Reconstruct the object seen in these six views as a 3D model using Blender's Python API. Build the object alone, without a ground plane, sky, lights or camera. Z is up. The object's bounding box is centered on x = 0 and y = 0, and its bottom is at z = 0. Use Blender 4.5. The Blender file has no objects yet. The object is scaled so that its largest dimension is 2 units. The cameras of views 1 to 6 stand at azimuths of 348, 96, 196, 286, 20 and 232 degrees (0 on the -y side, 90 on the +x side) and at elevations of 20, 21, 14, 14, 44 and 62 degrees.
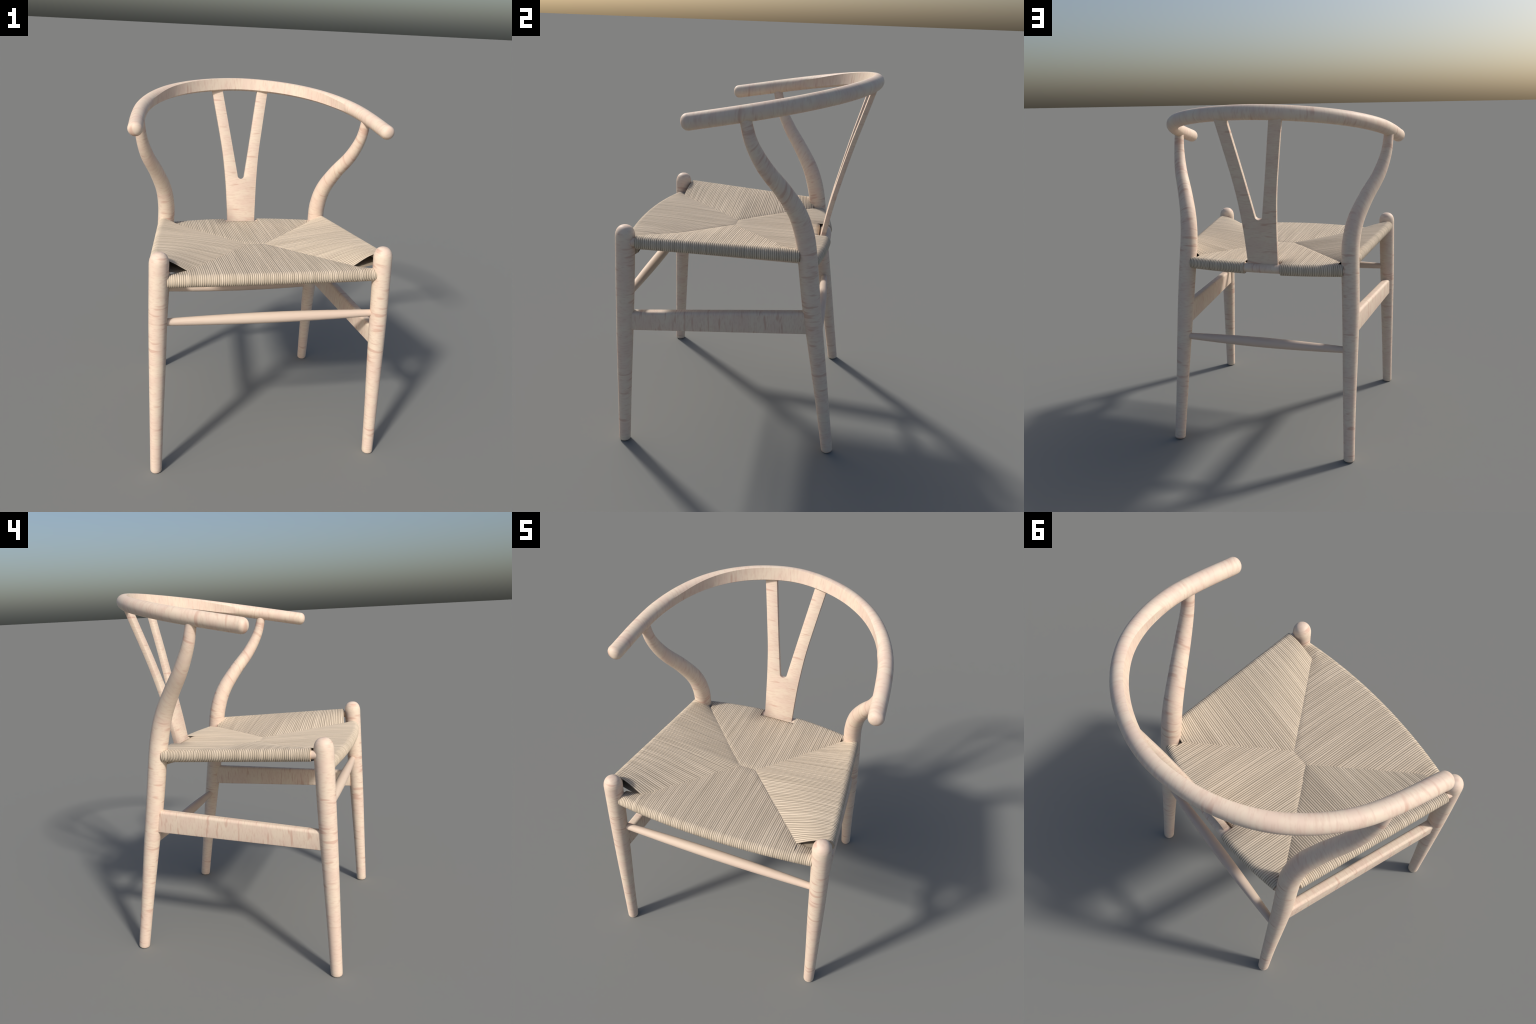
import bpy, math, random
import numpy as np
from mathutils import Vector

random.seed(7)
RNG = np.random.default_rng(11)
COL = bpy.context.scene.collection

# ------------------------------------------------------------------ helpers
def catmull(points, n):
    """Smooth curve through control points (rows may carry extra columns such as a radius)."""
    P = np.asarray(points, float)
    Q = np.vstack([2 * P[0] - P[1], P, 2 * P[-1] - P[-2]])
    out = []
    for i in range(len(P) - 1):
        a, b, c, d = Q[i:i + 4]
        for t in np.linspace(0, 1, n, endpoint=False):
            out.append(.5 * (2 * b + (c - a) * t + (2 * a - 5 * b + 4 * c - d) * t * t
                             + (3 * b - a - 3 * c + d) * t ** 3))
    out.append(P[-1])
    return np.array(out)

def add_object(name, verts, faces, mat, parent, sharp=40, kind=None):
    me = bpy.data.meshes.new(name)
    me.from_pydata([tuple(map(float, v)) for v in verts], [], faces)
    me.update()
    me.polygons.foreach_set("use_smooth", [True] * len(me.polygons))
    if sharp:
        me.set_sharp_from_angle(angle=math.radians(sharp))
    me.materials.append(mat)
    ob = bpy.data.objects.new(name, me)
    COL.objects.link(ob)
    ob.parent = parent
    if kind:
        ob["kind"] = kind
    return ob

def grid_faces(rows, cols, close_cols=True, start=0):
    f = []
    for i in range(rows - 1):
        for j in range(cols if close_cols else cols - 1):
            k = (j + 1) % cols
            f.append((start + i * cols + j, start + i * cols + k,
                      start + (i + 1) * cols + k, start + (i + 1) * cols + j))
    return f

def tube(path, radii, seg=28):
    """Round tube swept along a path; end rings are closed with a fan."""
    P = np.asarray(path, float)
    T = np.gradient(P, axis=0)
    T /= np.linalg.norm(T, axis=1)[:, None]
    ref = np.array([0, 1.0, 0]) if abs(T[0][1]) < .8 else np.array([1.0, 0, 0])
    n = np.cross(T[0], ref); n /= np.linalg.norm(n)
    V = []
    for p, t, r in zip(P, T, radii):
        n = n - t * (n @ t); n /= np.linalg.norm(n)
        b = np.cross(t, n)
        for k in range(seg):
            a = 2 * math.pi * k / seg
            V.append(p + r * (math.cos(a) * n + math.sin(a) * b))
    F = grid_faces(len(P), seg)
    s0 = len(V); V.append(P[0]); V.append(P[-1])
    last = (len(P) - 1) * seg
    for k in range(seg):
        F.append((s0, (k + 1) % seg, k))
        F.append((s0 + 1, last + k, last + (k + 1) % seg))
    return V, F

# ------------------------------------------------------------------ node helpers
class Tree:
    def __init__(self, name):
        self.mat = bpy.data.materials.new(name)
        self.mat.use_nodes = True
        self.t = self.mat.node_tree
        self.t.nodes.clear()
        self.out = self.t.nodes.new("ShaderNodeOutputMaterial")
        self.bsdf = self.t.nodes.new("ShaderNodeBsdfPrincipled")
        self.link(self.bsdf.outputs[0], self.out.inputs[0])
    def link(self, a, b):
        self.t.links.new(a, b)
    def put(self, sock, v):
        if hasattr(v, "is_linked"):
            self.link(v, sock)
        else:
            sock.default_value = v
    def math(self, op, a, b=0.0, c=0.0, clamp=False):
        n = self.t.nodes.new("ShaderNodeMath"); n.operation = op; n.use_clamp = clamp
        for s, v in zip(n.inputs, (a, b, c)):
            self.put(s, v)
        return n.outputs[0]
    def xyz(self):
        tc = self.t.nodes.new("ShaderNodeTexCoord")
        sp = self.t.nodes.new("ShaderNodeSeparateXYZ")
        self.link(tc.outputs["Object"], sp.inputs[0])
        return sp.outputs
    def vec(self, a, b, c):
        n = self.t.nodes.new("ShaderNodeCombineXYZ")
        for s, v in zip(n.inputs, (a, b, c)):
            self.put(s, v)
        return n.outputs[0]
    def scaled(self, a, b, c, k):
        return self.vec(self.math("MULTIPLY", a, k[0]), self.math("MULTIPLY", b, k[1]), self.math("MULTIPLY", c, k[2]))
    def noise(self, v, detail=2.0, rough=.5, scale=1.0, dist=0.0):
        n = self.t.nodes.new("ShaderNodeTexNoise")
        n.inputs["Scale"].default_value = scale
        n.inputs["Detail"].default_value = detail
        n.inputs["Roughness"].default_value = rough
        n.inputs["Distortion"].default_value = dist
        self.link(v, n.inputs["Vector"])
        return n.outputs["Fac"]
    def remap(self, v, a, b, lo=0.0, hi=1.0):
        n = self.t.nodes.new("ShaderNodeMapRange"); n.interpolation_type = "SMOOTHSTEP"
        for s, x in zip(n.inputs, (v, a, b, lo, hi)):
            self.put(s, x)
        return n.outputs[0]
    def mix(self, fac, a, b):
        n = self.t.nodes.new("ShaderNodeMix"); n.data_type = "RGBA"
        self.put(n.inputs[0], fac)
        for s, v in ((n.inputs[6], a), (n.inputs[7], b)):
            if hasattr(v, "is_linked"):
                self.link(v, s)
            else:
                s.default_value = (*v, 1)
        return n.outputs[2]
    def curve(self, v, pts):
        """Float Curve through (x, y) points in 0..1."""
        n = self.t.nodes.new("ShaderNodeFloatCurve")
        c = n.mapping.curves[0]
        c.points[0].location = pts[0]; c.points[-1].location = pts[-1]
        for p in pts[1:-1]:
            c.points.new(*p)
        n.mapping.update()
        self.link(v, n.inputs["Value"])
        return n.outputs[0]

WOOD_CREAM = (0.715, 0.595, 0.475)
WOOD_PINK = (0.695, 0.545, 0.445)
FLECK = (0.55, 0.345, 0.265)

def wood(name, coords, strength=1.0, dash=(10, 10, 50), tint=1.0, sparse=0.0):
    """Pale beech: cream to pink ground with short reddish ray flecks lying across the piece.
    coords(tree) gives (across_a, across_b, along)."""
    t = Tree(name)
    a, b, s = coords(t)
    ground = t.noise(t.scaled(a, b, s, (7, 7, 16)), 3, .55)
    col = t.mix(t.remap(ground, .38, .64), WOOD_CREAM, WOOD_PINK)
    ripple = t.noise(t.scaled(a, b, s, (dash[0] * 2.8, dash[1] * 2.8, dash[2] * 2.2)), 3, .6, dist=.3)
    col = t.mix(t.math("MULTIPLY", t.remap(ripple, .45, .70), .46 * strength), col, (0.60, 0.42, 0.33))
    fl = t.noise(t.scaled(a, b, s, dash), 1.5, .45, dist=.25)
    thin = t.remap(fl, .585 + sparse, .715 + sparse)
    col = t.mix(t.math("MULTIPLY", thin, .66 * strength), col, FLECK)
    if tint < 1:
        col = t.mix(1 - tint, col, (0.0, 0.0, 0.0))
    t.link(col, t.bsdf.inputs["Base Color"])
    t.bsdf.inputs["Roughness"].default_value = .55
    t.bsdf.inputs["Specular IOR Level"].default_value = .3
    return t.mat

# ------------------------------------------------------------------ shapes of the frame
REAR = np.array([  # x, y, z, radius of the rear leg axis, one side
    (.5278, .5145, .000, .0314), (.5184, .4680, .30, .0360), (.5115, .4196, .60, .0431),
    (.5047, .3780, .85, .0485), (.4982, .3564, 1.00, .0500), (.4926, .3400, 1.12, .0506),
    (.4907, .3180, 1.24, .0504), (.5087, .2768, 1.36, .0472), (.5539, .2051, 1.48, .0424),
    (.6125, .1199, 1.60, .0377), (.6457, .0586, 1.72, .0313), (.6548, .0272, 1.84, .0268)])
FRONT = np.array([(.6146, -.6232, 0, .0313), (.6089, -.6126, .3, .0362), (.6019, -.6011, .6, .0427),
                  (.5953, -.5887, .9, .0475), (.5868, -.5784, 1.2, .0502)])

def c_straight(t):
    x, y, z = t.xyz(); return x, y, z
def c_rear(t):
    x, y, z = t.xyz()
    zz = t.math("MULTIPLY", z, .5)
    Z = REAR[:, 2] / 2
    sx = np.gradient(REAR[:, 0], REAR[:, 2]); sy = np.gradient(REAR[:, 1], REAR[:, 2])
    cx = t.curve(zz, list(zip(Z, REAR[:, 0]))); cy = t.curve(zz, list(zip(Z, REAR[:, 1])))
    kx = t.math("SUBTRACT", t.curve(zz, list(zip(Z, sx + .2))), .2)
    ky = t.math("MULTIPLY", t.curve(zz, list(zip(Z, -sy))), -1.0)
    dx = t.math("SUBTRACT", t.math("ABSOLUTE", x), cx); dy = t.math("SUBTRACT", y, cy)
    s = t.math("ADD", z, t.math("ADD", t.math("MULTIPLY", kx, dx), t.math("MULTIPLY", ky, dy)))
    return x, y, s
def c_rail(t):
    x, y, z = t.xyz()
    yy = t.math("ADD", y, .02)
    ang = t.math("MULTIPLY", t.math("ARCTAN2", x, yy), .6)
    rad = t.math("SQRT", t.math("ADD", t.math("MULTIPLY", x, x), t.math("MULTIPLY", yy, yy)))
    return rad, z, ang
def c_side(t):
    x, y, z = t.xyz(); return x, z, y
def c_cross(t):
    x, y, z = t.xyz(); return y, z, x
def c_long(t):
    x, y, z = t.xyz(); return t.math("MULTIPLY", x, .08), z, t.math("MULTIPLY", y, .4)

M_FRONT = wood("beech_front_leg", c_straight)
M_REAR = wood("beech_rear_leg", c_rear)
M_RAIL = wood("beech_bent_rail", c_rail, dash=(6.5, 6.5, 40), sparse=.035)
M_SPLAT = wood("beech_splat", c_straight, dash=(9, 9, 62), sparse=.03)
M_SIDE = wood("beech_side_stretcher", c_side, dash=(8, 11, 70))
M_ROUND = wood("beech_turned_stretcher", c_long, strength=.25, dash=(60, 60, 60), tint=.93)
M_CROSS = wood("beech_seat_rail", c_cross)

def cord_material(name, axis):
    """Paper cord; tone shifts a little from cord to cord and slowly along each one."""
    t = Tree(name)
    x, y, z = t.xyz()
    k = (55, 2.5, 2.5) if axis == 0 else (2.5, 55, 2.5)
    n = t.noise(t.scaled(x, y, z, k), 3, .6)
    col = t.mix(t.remap(n, .33, .67), (0.525, 0.440, 0.339), (0.648, 0.546, 0.427))
    f = t.noise(t.scaled(x, y, z, (300, 300, 300)), 2, .6)
    col = t.mix(t.math("MULTIPLY", t.remap(f, .45, .75), .15), col, (0.43, 0.36, 0.275))
    t.link(col, t.bsdf.inputs["Base Color"])
    t.bsdf.inputs["Roughness"].default_value = .85
    t.bsdf.inputs["Specular IOR Level"].default_value = .15
    return t.mat
M_CORD_Y = cord_material("paper_cord_lengthwise", 0)   # cords running front to back
M_CORD_X = cord_material("paper_cord_crosswise", 1)    # cords running side to side

# ------------------------------------------------------------------ the thing
chair = bpy.data.objects.new("wooden_chair", None)
COL.objects.link(chair)
chair["label"] = "pale beech armchair with curved back rail and woven cord seat"
chair["category"] = "chair"

# legs ------------------------------------------------------------
def rear_leg(sign):
    C = catmull(REAR, 7)
    P, R = C[:, :3].copy(), C[:, 3].copy()
    # foot: small rounded arris
    foot = [(0.0, .80), (.0015, .90), (.005, .97), (.010, 1.0)]
    d = (P[1] - P[0]) / np.linalg.norm(P[1] - P[0])
    PF = [P[0] + d * h for h, _ in foot]; RF = [R[0] * k for _, k in foot]
    P = np.vstack([PF, P[1:]]); R = np.concatenate([RF, R[1:]])
    P[:, 0] = P[:, 0] * sign + .0025 * np.maximum(0, 1 - P[:, 2] / 1.2)
    V, F = tube(P, R, 32)
    V = np.array(V); V[:, 2] = np.maximum(V[:, 2], 0)
    add_object("rear_leg", V, F, M_REAR, chair, sharp=50)

def front_leg(sign):
    C = catmull(FRONT, 8)
    P, R = list(C[:, :3]), list(C[:, 3])
    d = (C[1, :3] - C[0, :3]); d /= np.linalg.norm(d)
    foot = [(0.0, .80), (.0015, .90), (.005, .97), (.010, 1.0)]
    P = [P[0] + d * h for h, _ in foot] + P[1:]; R = [R[0] * k for _, k in foot] + R[1:]
    up = (C[-1, :3] - C[-2, :3]); up /= np.linalg.norm(up)
    base, r = C[-1, :3], C[-1, 3]
    for a in np.linspace(8, 89, 11):               # domed top
        a = math.radians(a)
        P.append(base + up * (.060 * math.sin(a) ** .95)); R.append(r * math.cos(a) ** .8)
    P = np.array(P); P[:, 0] = P[:, 0] * sign + .0025 * np.maximum(0, 1 - P[:, 2] / 1.2)
    V, F = tube(P, R, 32)
    V = np.array(V); V[:, 2] = np.maximum(V[:, 2], 0)
    add_object("front_leg", V, F, M_FRONT, chair, sharp=50)

for s in (1, -1):
    front_leg(s)
    rear_leg(s)

# bent top rail, round on the arms, cut to a flat on the inside of the back --------
RAIL_PLAN = [(.6812, -.1997), (.6624, -.0306), (.6303, .1362), (.5636, .2949), (.4631, .4302),
             (.3274, .5328), (.1682, .5977)]
RAIL_R = .0392
def rail_z(y):
    return 1.8435 + .1842 * y + .0087 * y * y
def smooth(a, b, v):
    t = np.clip((v - a) / (b - a), 0, 1); return t * t * (3 - 2 * t)

def top_rail():
    half = [(.6812 + .0022, -.2260), (.6800, -.1997)] + RAIL_PLAN[1:]
    plan = np.array(half + [(0, .6225)] + [(-x, y) for x, y in half[::-1]])
    C = catmull(plan, 12)
    path = np.column_stack([C, rail_z(C[:, 1])])
    T = np.gradient(path, axis=0); T /= np.linalg.norm(T, axis=1)[:, None]
    upn = np.array([0, -.1842, 1.0]); upn /= np.linalg.norm(upn)
    NA, NC = 26, 14
    rows = []
    def ring(p, t, r, tilt, al, flat):
        inward = np.cross(upn, t); inward /= np.linalg.norm(inward)
        if inward @ np.array([-p[0], .1 - p[1], 0]) < 0:
            inward = -inward
        lo, hi = tilt - al, tilt + al
        out = []
        for k in range(NA):                          # round outside
            a = hi + (2 * math.pi - 2 * al) * k / NA
            out.append((math.cos(a), math.sin(a)))
        e0 = np.array((math.cos(lo), math.sin(lo))); e1 = np.array((math.cos(hi), math.sin(hi)))
        for k in range(NC):                          # inner side: arc blended into a flat
            f = k / NC; a = lo + 2 * al * f
            arc = np.array((math.cos(a), math.sin(a)))
            out.append(tuple(arc * (1 - flat) + (e0 + (e1 - e0) * f) * flat))
        return [p + r * (c * inward + s * upn) for c, s in out]
    # the flat: (y, tilt, half angle), it leans back and widens towards the middle of the back
    FLAT = np.array([(-1, 0, 30), (.18, 0, 30), (.30, -2, 40), (.45, 10, 50), (.62, 24, 58)])
    def flat_at(y):
        return (math.radians(np.interp(y, FLAT[:, 0], FLAT[:, 1])), math.radians(np.interp(y, FLAT[:, 0], FLAT[:, 2])),
                float(smooth(.175, .235, y)))
    n = len(path)
    caps = np.radians(np.linspace(87, 6, 12))
    ext = .033
    def cap(p, t):
        return [(p + t * ext * math.sin(a), RAIL_R * math.cos(a) ** .86) for a in caps]
    for p, r in cap(path[0], -T[0]):
        rows.append(ring(p, T[0], r, *flat_at(-1)))
    for i in range(n):
        rows.append(ring(path[i], T[i], RAIL_R, *flat_at(path[i, 1])))
    for p, r in reversed(cap(path[-1], T[-1])):
        rows.append(ring(p, T[-1], r, *flat_at(-1)))
    seg = NA + NC
    V = [v for r in rows for v in r]
    F = grid_faces(len(rows), seg)
    F.append(tuple(range(seg))[::-1]); L = (len(rows) - 1) * seg
    F.append(tuple(range(L, L + seg)))
    add_object("top_rail", V, F, M_RAIL, chair, sharp=38)
top_rail()

# forked back splat ------------------------------------------------
SPLAT_Y = [(1.08, .396), (1.115, .402), (1.256, .428), (1.40, .461), (1.626, .520), (1.80, .571), (1.94, .612)]
SPLAT_OUT = [(1.08, .089), (1.12, .0895), (1.2, .092), (1.36, .100), (1.54, .117), (1.72, .1455), (1.94, .1840)]
def interp_smooth(tab, z):
    T = np.array(tab); C = catmull(T, 12)
    return float(np.interp(z, C[:, 0], C[:, 1]))
def splat():
    th = .0120; nz = 1.400; r = .0215
    def slot(z):      # half width of the fork slot
        if z < nz:
            q = (nz - z) / .020
            return r * math.sqrt(max(0, 1 - q * q))
        return r + (z - nz) * (.1125 - r) / (1.918 - nz)
    bev = .0016
    V, F = [], []
    def sheet(zs, inner, outer, closed_inner):
        """One arm (or the blade) as rings of a rounded rectangle section."""
        start = len(V); ring = None
        for z in zs:
            y = interp_smooth(SPLAT_Y, z)
            a, b = inner(z), outer(z)
            w = b - a; e = min(bev, w * .3)
            sec = [(a + e, -th), (b - e, -th), (b - e * .3, -th + e * .3), (b, -th + e), (b, th - e),
                   (b - e * .3, th - e * .3), (b - e, th), (a + e, th), (a + e * .3, th - e * .3),
                   (a, th - e), (a, -th + e), (a + e * .3, -th + e * .3)]
            ring = len(sec)
            for x, dy in sec:
                V.append((x, y + dy, z - dy * .25))
        F.extend(grid_faces(len(zs), ring, True, start))
        F.append(tuple(range(start, start + ring))[::-1])
        e0 = start + (len(zs) - 1) * ring
        F.append(tuple(range(e0, e0 + ring)))
    out = lambda z: interp_smooth(SPLAT_OUT, z)
    zb = list(np.linspace(1.085, nz - .020, 16))
    zu = list(nz - .020 * np.cos(np.linspace(0, math.pi / 2, 9))) + list(np.linspace(nz, 1.935, 30))[1:]
    sheet(zb, lambda z: -out(z), out, False)
    sheet(zu, lambda z: max(slot(z), .0), out, True)
    sheet(zu, lambda z: -out(z), lambda z: -max(slot(z), .0), True)
    add_object("back_splat", V, F, M_SPLAT, chair, sharp=25)
splat()

# stretchers -------------------------------------------------------
def turned(name, half, y, z, r_mid, r_end):
    X = np.linspace(-half, half, 41)
    R = r_end + (r_mid - r_end) * (1 - np.abs(X / half) ** 1.8)
    P = np.column_stack([X, 0 * X + y, 0 * X + z])
    V, F = tube(P, R, 24)
    add_object(name, V, F, M_ROUND, chair, sharp=60)
turned("front_stretcher", .565, -.5785, .8805, .0295, .0185)
turned("rear_stretcher", .485, .4155, .6370, .0298, .0182)

def side_stretcher(sign):
    A = dict(x=.593, y=-.560, top=.791, bot=.690); B = dict(x=.502, y=.375, top=.835, bot=.712)
    w = .0265; n = 14
    rows = []
    for f in np.linspace(0, 1, n):
        x = A["x"] + (B["x"] - A["x"]) * f; y = A["y"] + (B["y"] - A["y"]) * f
        zt = A["top"] + (B["top"] - A["top"]) * f; zb = A["bot"] + (B["bot"] - A["bot"]) * f
        sec = []
        rt, rb = .0165, .005
        for a in np.linspace(0, 90, 7):
            a = math.radians(a); sec.append((w - rt + rt * math.cos(a), zt - rt + rt * math.sin(a)))
        for a in np.linspace(90, 180, 7):
            a = math.radians(a); sec.append((-w + rt + rt * math.cos(a), zt - rt + rt * math.sin(a)))
        for a in np.linspace(180, 270, 4):
            a = math.radians(a); sec.append((-w + rb + rb * math.cos(a), zb + rb + rb * math.sin(a)))
        for a in np.linspace(270, 360, 4):
            a = math.radians(a); sec.append((w - rb + rb * math.cos(a), zb + rb + rb * math.sin(a)))
        rows.append([(sign * (x + dx), y, z) for dx, z in sec])
    m = len(rows[0]); V = [v for r in rows for v in r]
    F = grid_faces(n, m)
    F.append(tuple(range(m))[::-1]); F.append(tuple(range((n - 1) * m, n * m)))
    add_object("side_stretcher", V, F, M_SIDE, chair, sharp=45)
for s in (1, -1):
    side_stretcher(s)

# ------------------------------------------------------------------ seat
def quad(pts):
    """Even quadratic through (0, v0) and (x1, v1): v0 + k x^2."""
    (x0, v0), (x1, v1) = pts
    return lambda x: v0 + (v1 - v0) * (x / x1) ** 2
FR_Y, FR_Z = quad([(0, -.629), (.55, -.581)]), quad([(0, 1.124), (.55, 1.107)])
BK_Y, BK_Z = quad([(0, .414), (.42, .369)]), (lambda x: 1.0865)
def SD_X(y): return .599 - .114 * (y + .5)
def SD_Z(y): return 1.1760 - .046 * (y + .5)
R_F, R_B, R_S = .0335, .0345, .0330

def dowel(name, P, r, mat):
    V, F = tube(np.array(P), [r] * len(P), 20)
    add_object(name, V, F, mat, chair, sharp=60)
xs = np.linspace(-.57, .57, 25)
dowel("seat_rail", [(x, FR_Y(x), FR_Z(x)) for x in xs], .021, M_CROSS)
xs = np.linspace(-.475, .475, 25)
V, F = tube(np.array([(x, BK_Y(x) - .0035, BK_Z(x) + .001) for x in xs]), [1.0] * 25, 24)
V = np.array(V)
for i, x in enumerate(xs):                 # the rear rail is oval
    q = V[i * 24:(i + 1) * 24]
    q[:, 1] = BK_Y(x) - .0035 + (q[:, 1] - BK_Y(x) + .0035) * .0335
    q[:, 2] = BK_Z(x) + .001 + (q[:, 2] - BK_Z(x) - .001) * .0265
    q[:, 0] = x
add_object("seat_rail", V, F, M_CROSS, chair, sharp=60)
for s in (1, -1):
    dowel("seat_rail", [(s * SD_X(y), y, SD_Z(y)) for y in np.linspace(-.56, .33, 12)], .0215, M_SIDE)

PITCH = .0103
VX, VY, VZ = .050, -.114, 1.129           # half width and place of the short valley in the middle
APEX_F = (.444, -.540, 1.145)             # where the front seams end
APEX_B = (.432, .313, 1.122)              # where the rear seams end
DEPTH = .052                              # top sheet to under sheet

def seam_front(x):
    f = max(0, (abs(x) - VX) / (APEX_F[0] - VX)); return VY + (APEX_F[1] - VY) * f, VZ + (APEX_F[2] - VZ) * f
def seam_back(x):
    f = max(0, (abs(x) - VX) / (APEX_B[0] - VX)); return VY + (APEX_B[1] - VY) * f, VZ + (APEX_B[2] - VZ) * f
def seam_side(y):
    A = APEX_F if y < VY else APEX_B
    f = (y - VY) / (A[1] - VY); return VX + (A[0] - VX) * f, VZ + (A[2] - VZ) * f

def depth_at(y):                           # the two sheets close up towards the seam ends
    return DEPTH - (.030 * float(smooth(VY, APEX_F[1], y)) if y < VY else .016 * float(smooth(VY, APEX_B[1], y)))

def resample(pts, n):
    P = np.array(pts); s = np.r_[0, np.cumsum(np.linalg.norm(np.diff(P, axis=0), axis=1))]
    q = np.linspace(0, s[-1], n)
    return np.column_stack([np.interp(q, s, P[:, 0]), np.interp(q, s, P[:, 1])])

def cord_path(ds, zs, dc, zc, R, puff=0.0, depth=DEPTH):
    """Side view of one cord: seam, top sheet, round the rail, under sheet, back to the seam."""
    def tangent(px, pz, side):
        vx, vz = px - dc, pz - zc; L = max(math.hypot(vx, vz), R * 1.01)
        phi = math.atan2(vz, vx) % (2 * math.pi)
        return phi - side * math.acos(R / L)
    zu = zs - depth
    at = tangent(ds, zs, 1); ab = tangent(ds, zu, -1)
    arc = [(dc + R * math.cos(a), zc + R * math.sin(a)) for a in np.linspace(at, ab - 2 * math.pi, 22)]
    lead = .008
    top = [(ds - lead, zs - .005), (ds, zs)]
    t0 = arc[0]
    top += [(ds + (t0[0] - ds) * f, zs + (t0[1] - zs) * f + puff * math.sin(math.pi * f ** 1.3)) for f in np.linspace(0, 1, 13)[1:-1]]
    b0 = arc[-1]
    bot = [(b0[0] + (ds - b0[0]) * f, b0[1] + (zu - b0[1]) * f) for f in np.linspace(0, 1, 10)[1:]] + [(ds - lead, zu + .005)]
    P = np.array(top + arc + bot)
    n = len(top)                                  # the top sheet dips softly into the seam
    P[1:n, 1] -= .0014 * np.exp(-(P[1:n, 0] - ds) / .022)
    return P

def wrap_path(dc, zc, R):
    return np.array([(dc + R * math.cos(a), zc + R * math.sin(a)) for a in np.linspace(math.pi * 1.02, -math.pi * 1.02, 45)])

def notch_path(ds, zs, de, ze):
    """Cords in front of the splat: down before the bare rail."""
    zu = zs - DEPTH; r = .010
    c = (de - r, ze - r)
    top = [(ds - .008, zs - .005)] + [(ds + (c[0] - ds) * f, zs + (ze - zs) * f) for f in np.linspace(0, 1, 14)]
    arc = [(c[0] + r * math.sin(a), c[1] + r * math.cos(a)) for a in np.linspace(0, math.pi / 2, 8)[1:]]
    low = [(de, ze - .03), (de, ze - .055)]
    bot = [(de + (ds - de) * f, ze - .055 + (zu - ze + .055) * f) for f in np.linspace(0, 1, 10)[1:]]
    P = resample(top + arc + low + bot, 45)
    top = P[:, 1] > ze - .012
    P[top, 1] -= .0014 * np.exp(-np.maximum(0, P[top, 0] - ds) / .022)
    return P

RIDGE, HALF = .0011, .70                   # cord height over the groove-shade sheet, cord half width in half pitches
JIT = {i: (RNG.uniform(.80, 1.20), RNG.uniform(-.09, .09), RNG.uniform(.84, 1.16)) for i in range(-120, 121)}
BACK_V, BACK_F = [], []
def end_cap(V, F, ring):
    """Closes the cut end of a cord roll."""
    st = len(V); V.append(tuple(np.mean(ring, axis=0))); V.extend(ring); m = len(ring)
    F.extend((st, st + 1 + k, st + 1 + (k + 1) % m) for k in range(m))
def circle(dc, zc, R):
    return [(dc + R * math.cos(a), zc + R * math.sin(a)) for a in np.linspace(0, 2 * math.pi, 28, endpoint=False)]
def panel(name, pieces, mat, caps=()):
    """pieces: (u0, u1, path(u) -> (n,2), place(u, d, z) -> xyz).
    Every cord is a rounded strip of its own; a sheet coloured dark as groove shadow shows between them."""
    V, F = [], []
    def row(u, path, place, h):
        P = path(u)
        T = np.gradient(P, axis=0); T /= np.linalg.norm(T, axis=1)[:, None] + 1e-9
        Q = P + np.column_stack([-T[:, 1], T[:, 0]]) * h     # outward side of the path
        return [place(u, d, z) for d, z in Q]
    snap = lambda u: (round(u / PITCH - .5) + .5) * PITCH        # pieces begin and end between two cords
    for u0, u1, path, place in pieces:
        u0, u1 = snap(u0), snap(u1)
        for c in range(round(u0 / PITCH + .5), round(u1 / PITCH - .5) + 1):
            amp, off, wide = JIT[c]
            rows = []
            for f in np.sin(np.linspace(-1, 1, 8) * math.pi / 2) * HALF:
                u = min(u1, max(u0, (c + off + f * wide * .5) * PITCH))
                g = f / HALF
                rows.append(row(u, path, place, RIDGE * amp * math.sqrt(max(0, 1 - g * g)) - .0003))
            st = len(V); m = len(rows[0])
            V += [v for r in rows for v in r]
            F += grid_faces(len(rows), m, False, st)
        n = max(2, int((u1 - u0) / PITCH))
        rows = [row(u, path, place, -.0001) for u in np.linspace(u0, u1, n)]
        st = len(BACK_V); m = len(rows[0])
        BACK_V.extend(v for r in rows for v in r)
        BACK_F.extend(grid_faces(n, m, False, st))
    for ring in caps:
        end_cap(V, F, ring)
    return add_object(name, V, F, mat, chair, sharp=0, kind="stuff")

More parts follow.
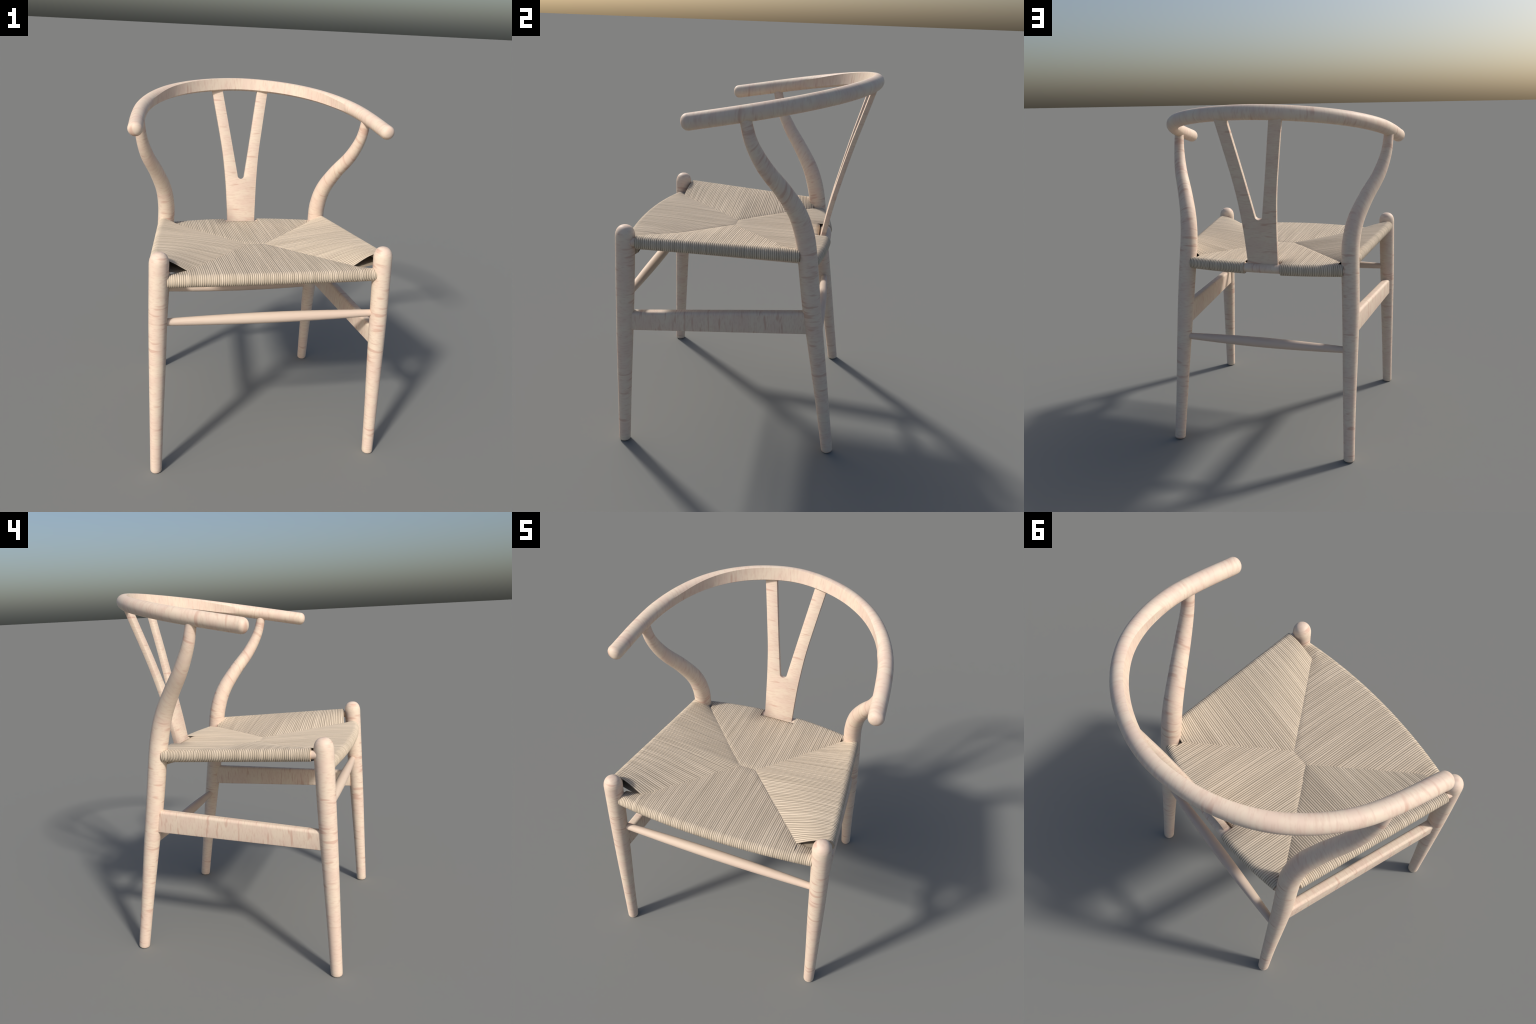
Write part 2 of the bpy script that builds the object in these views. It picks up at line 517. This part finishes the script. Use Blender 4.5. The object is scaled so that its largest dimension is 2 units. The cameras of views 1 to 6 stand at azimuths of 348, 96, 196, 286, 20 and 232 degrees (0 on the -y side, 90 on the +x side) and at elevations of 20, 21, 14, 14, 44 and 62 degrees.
# front panel (cords run along y)
fpath = lambda u: cord_path(-seam_front(u)[0], seam_front(u)[1], -FR_Y(u), FR_Z(u), R_F, puff=.004, depth=depth_at(seam_front(u)[0]))
def fwrap(u):                               # short loops between the seam end and the post
    f = (abs(u) - APEX_F[0]) / (.549 - APEX_F[0])
    return cord_path(.536 - .004 * f, 1.143 - .020 * f, -FR_Y(u), FR_Z(u), R_F, depth=.022)
fput = lambda u, d, z: (u, -d, z)
e = APEX_F[0]
panel("woven_panel", [(-.549, -e, fwrap, fput), (-e, e, fpath, fput), (e, .549, fwrap, fput)], M_CORD_Y,
      caps=[[fput(s * .5505, d, z) for d, z in fwrap(s * .549)] for s in (1, -1)])
# rear panel with the gap for the splat
bpath = lambda u: cord_path(seam_back(u)[0], seam_back(u)[1], BK_Y(u), BK_Z(u), R_B, depth=depth_at(seam_back(u)[0]))
bwrap = lambda u: wrap_path(BK_Y(u), BK_Z(u), R_B)
bnotch = lambda u: notch_path(seam_back(u)[0], seam_back(u)[1], .374, 1.1215)
bput = lambda u, d, z: (u, d, z)
e, g = APEX_B[0], .1125
panel("woven_panel", [(-.458, -e, bwrap, bput), (-e, -g, bpath, bput), (-g, g, bnotch, bput),
                      (g, e, bpath, bput), (e, .458, bwrap, bput)], M_CORD_Y,
      caps=[[(s * x, y, z) for y, z in circle(BK_Y(x), BK_Z(x), R_B)] for s in (1, -1) for x in (10.5 * PITCH + .0006, .460)])
# side panels (cords run along x)
def y_at_rail(y): return y * .955 if y < 0 else y - .014 * float(smooth(.10, .33, y))
def side_panel(sign):
    def path(u):
        ds, zs = seam_side(u); yr = y_at_rail(u)
        return cord_path(ds, zs, SD_X(yr), SD_Z(yr), R_S, puff=.011 * min(1, (SD_X(yr) - ds) / .2) * (1 - float(smooth(-.30, .08, u))), depth=depth_at(u))
    def put(u, d, z):
        ds, _ = seam_side(u); f = min(1, max(0, (d - ds) / (SD_X(u) - ds)))
        return (sign * d, u + (y_at_rail(u) - u) * (f if u < 0 else f ** 2.2), z)
    panel("woven_panel", [(APEX_F[1], APEX_B[1], path, put)], M_CORD_X,
          caps=[[(sign * x, y, z) for x, z in circle(SD_X(y), SD_Z(y), R_S)] for y in (y_at_rail(APEX_F[1]) - .0012, .300)])
for s in (1, -1):
    side_panel(s)
M_GROOVE_SHADE = Tree("painted_groove_shade")
M_GROOVE_SHADE.bsdf.inputs["Base Color"].default_value = (0.285, 0.238, 0.18, 1)  # cord colour darkened to paint the shade between cords
M_GROOVE_SHADE.bsdf.inputs["Roughness"].default_value = .9
add_object("groove_shade_sheet", BACK_V, BACK_F, M_GROOVE_SHADE.mat, chair, sharp=0)
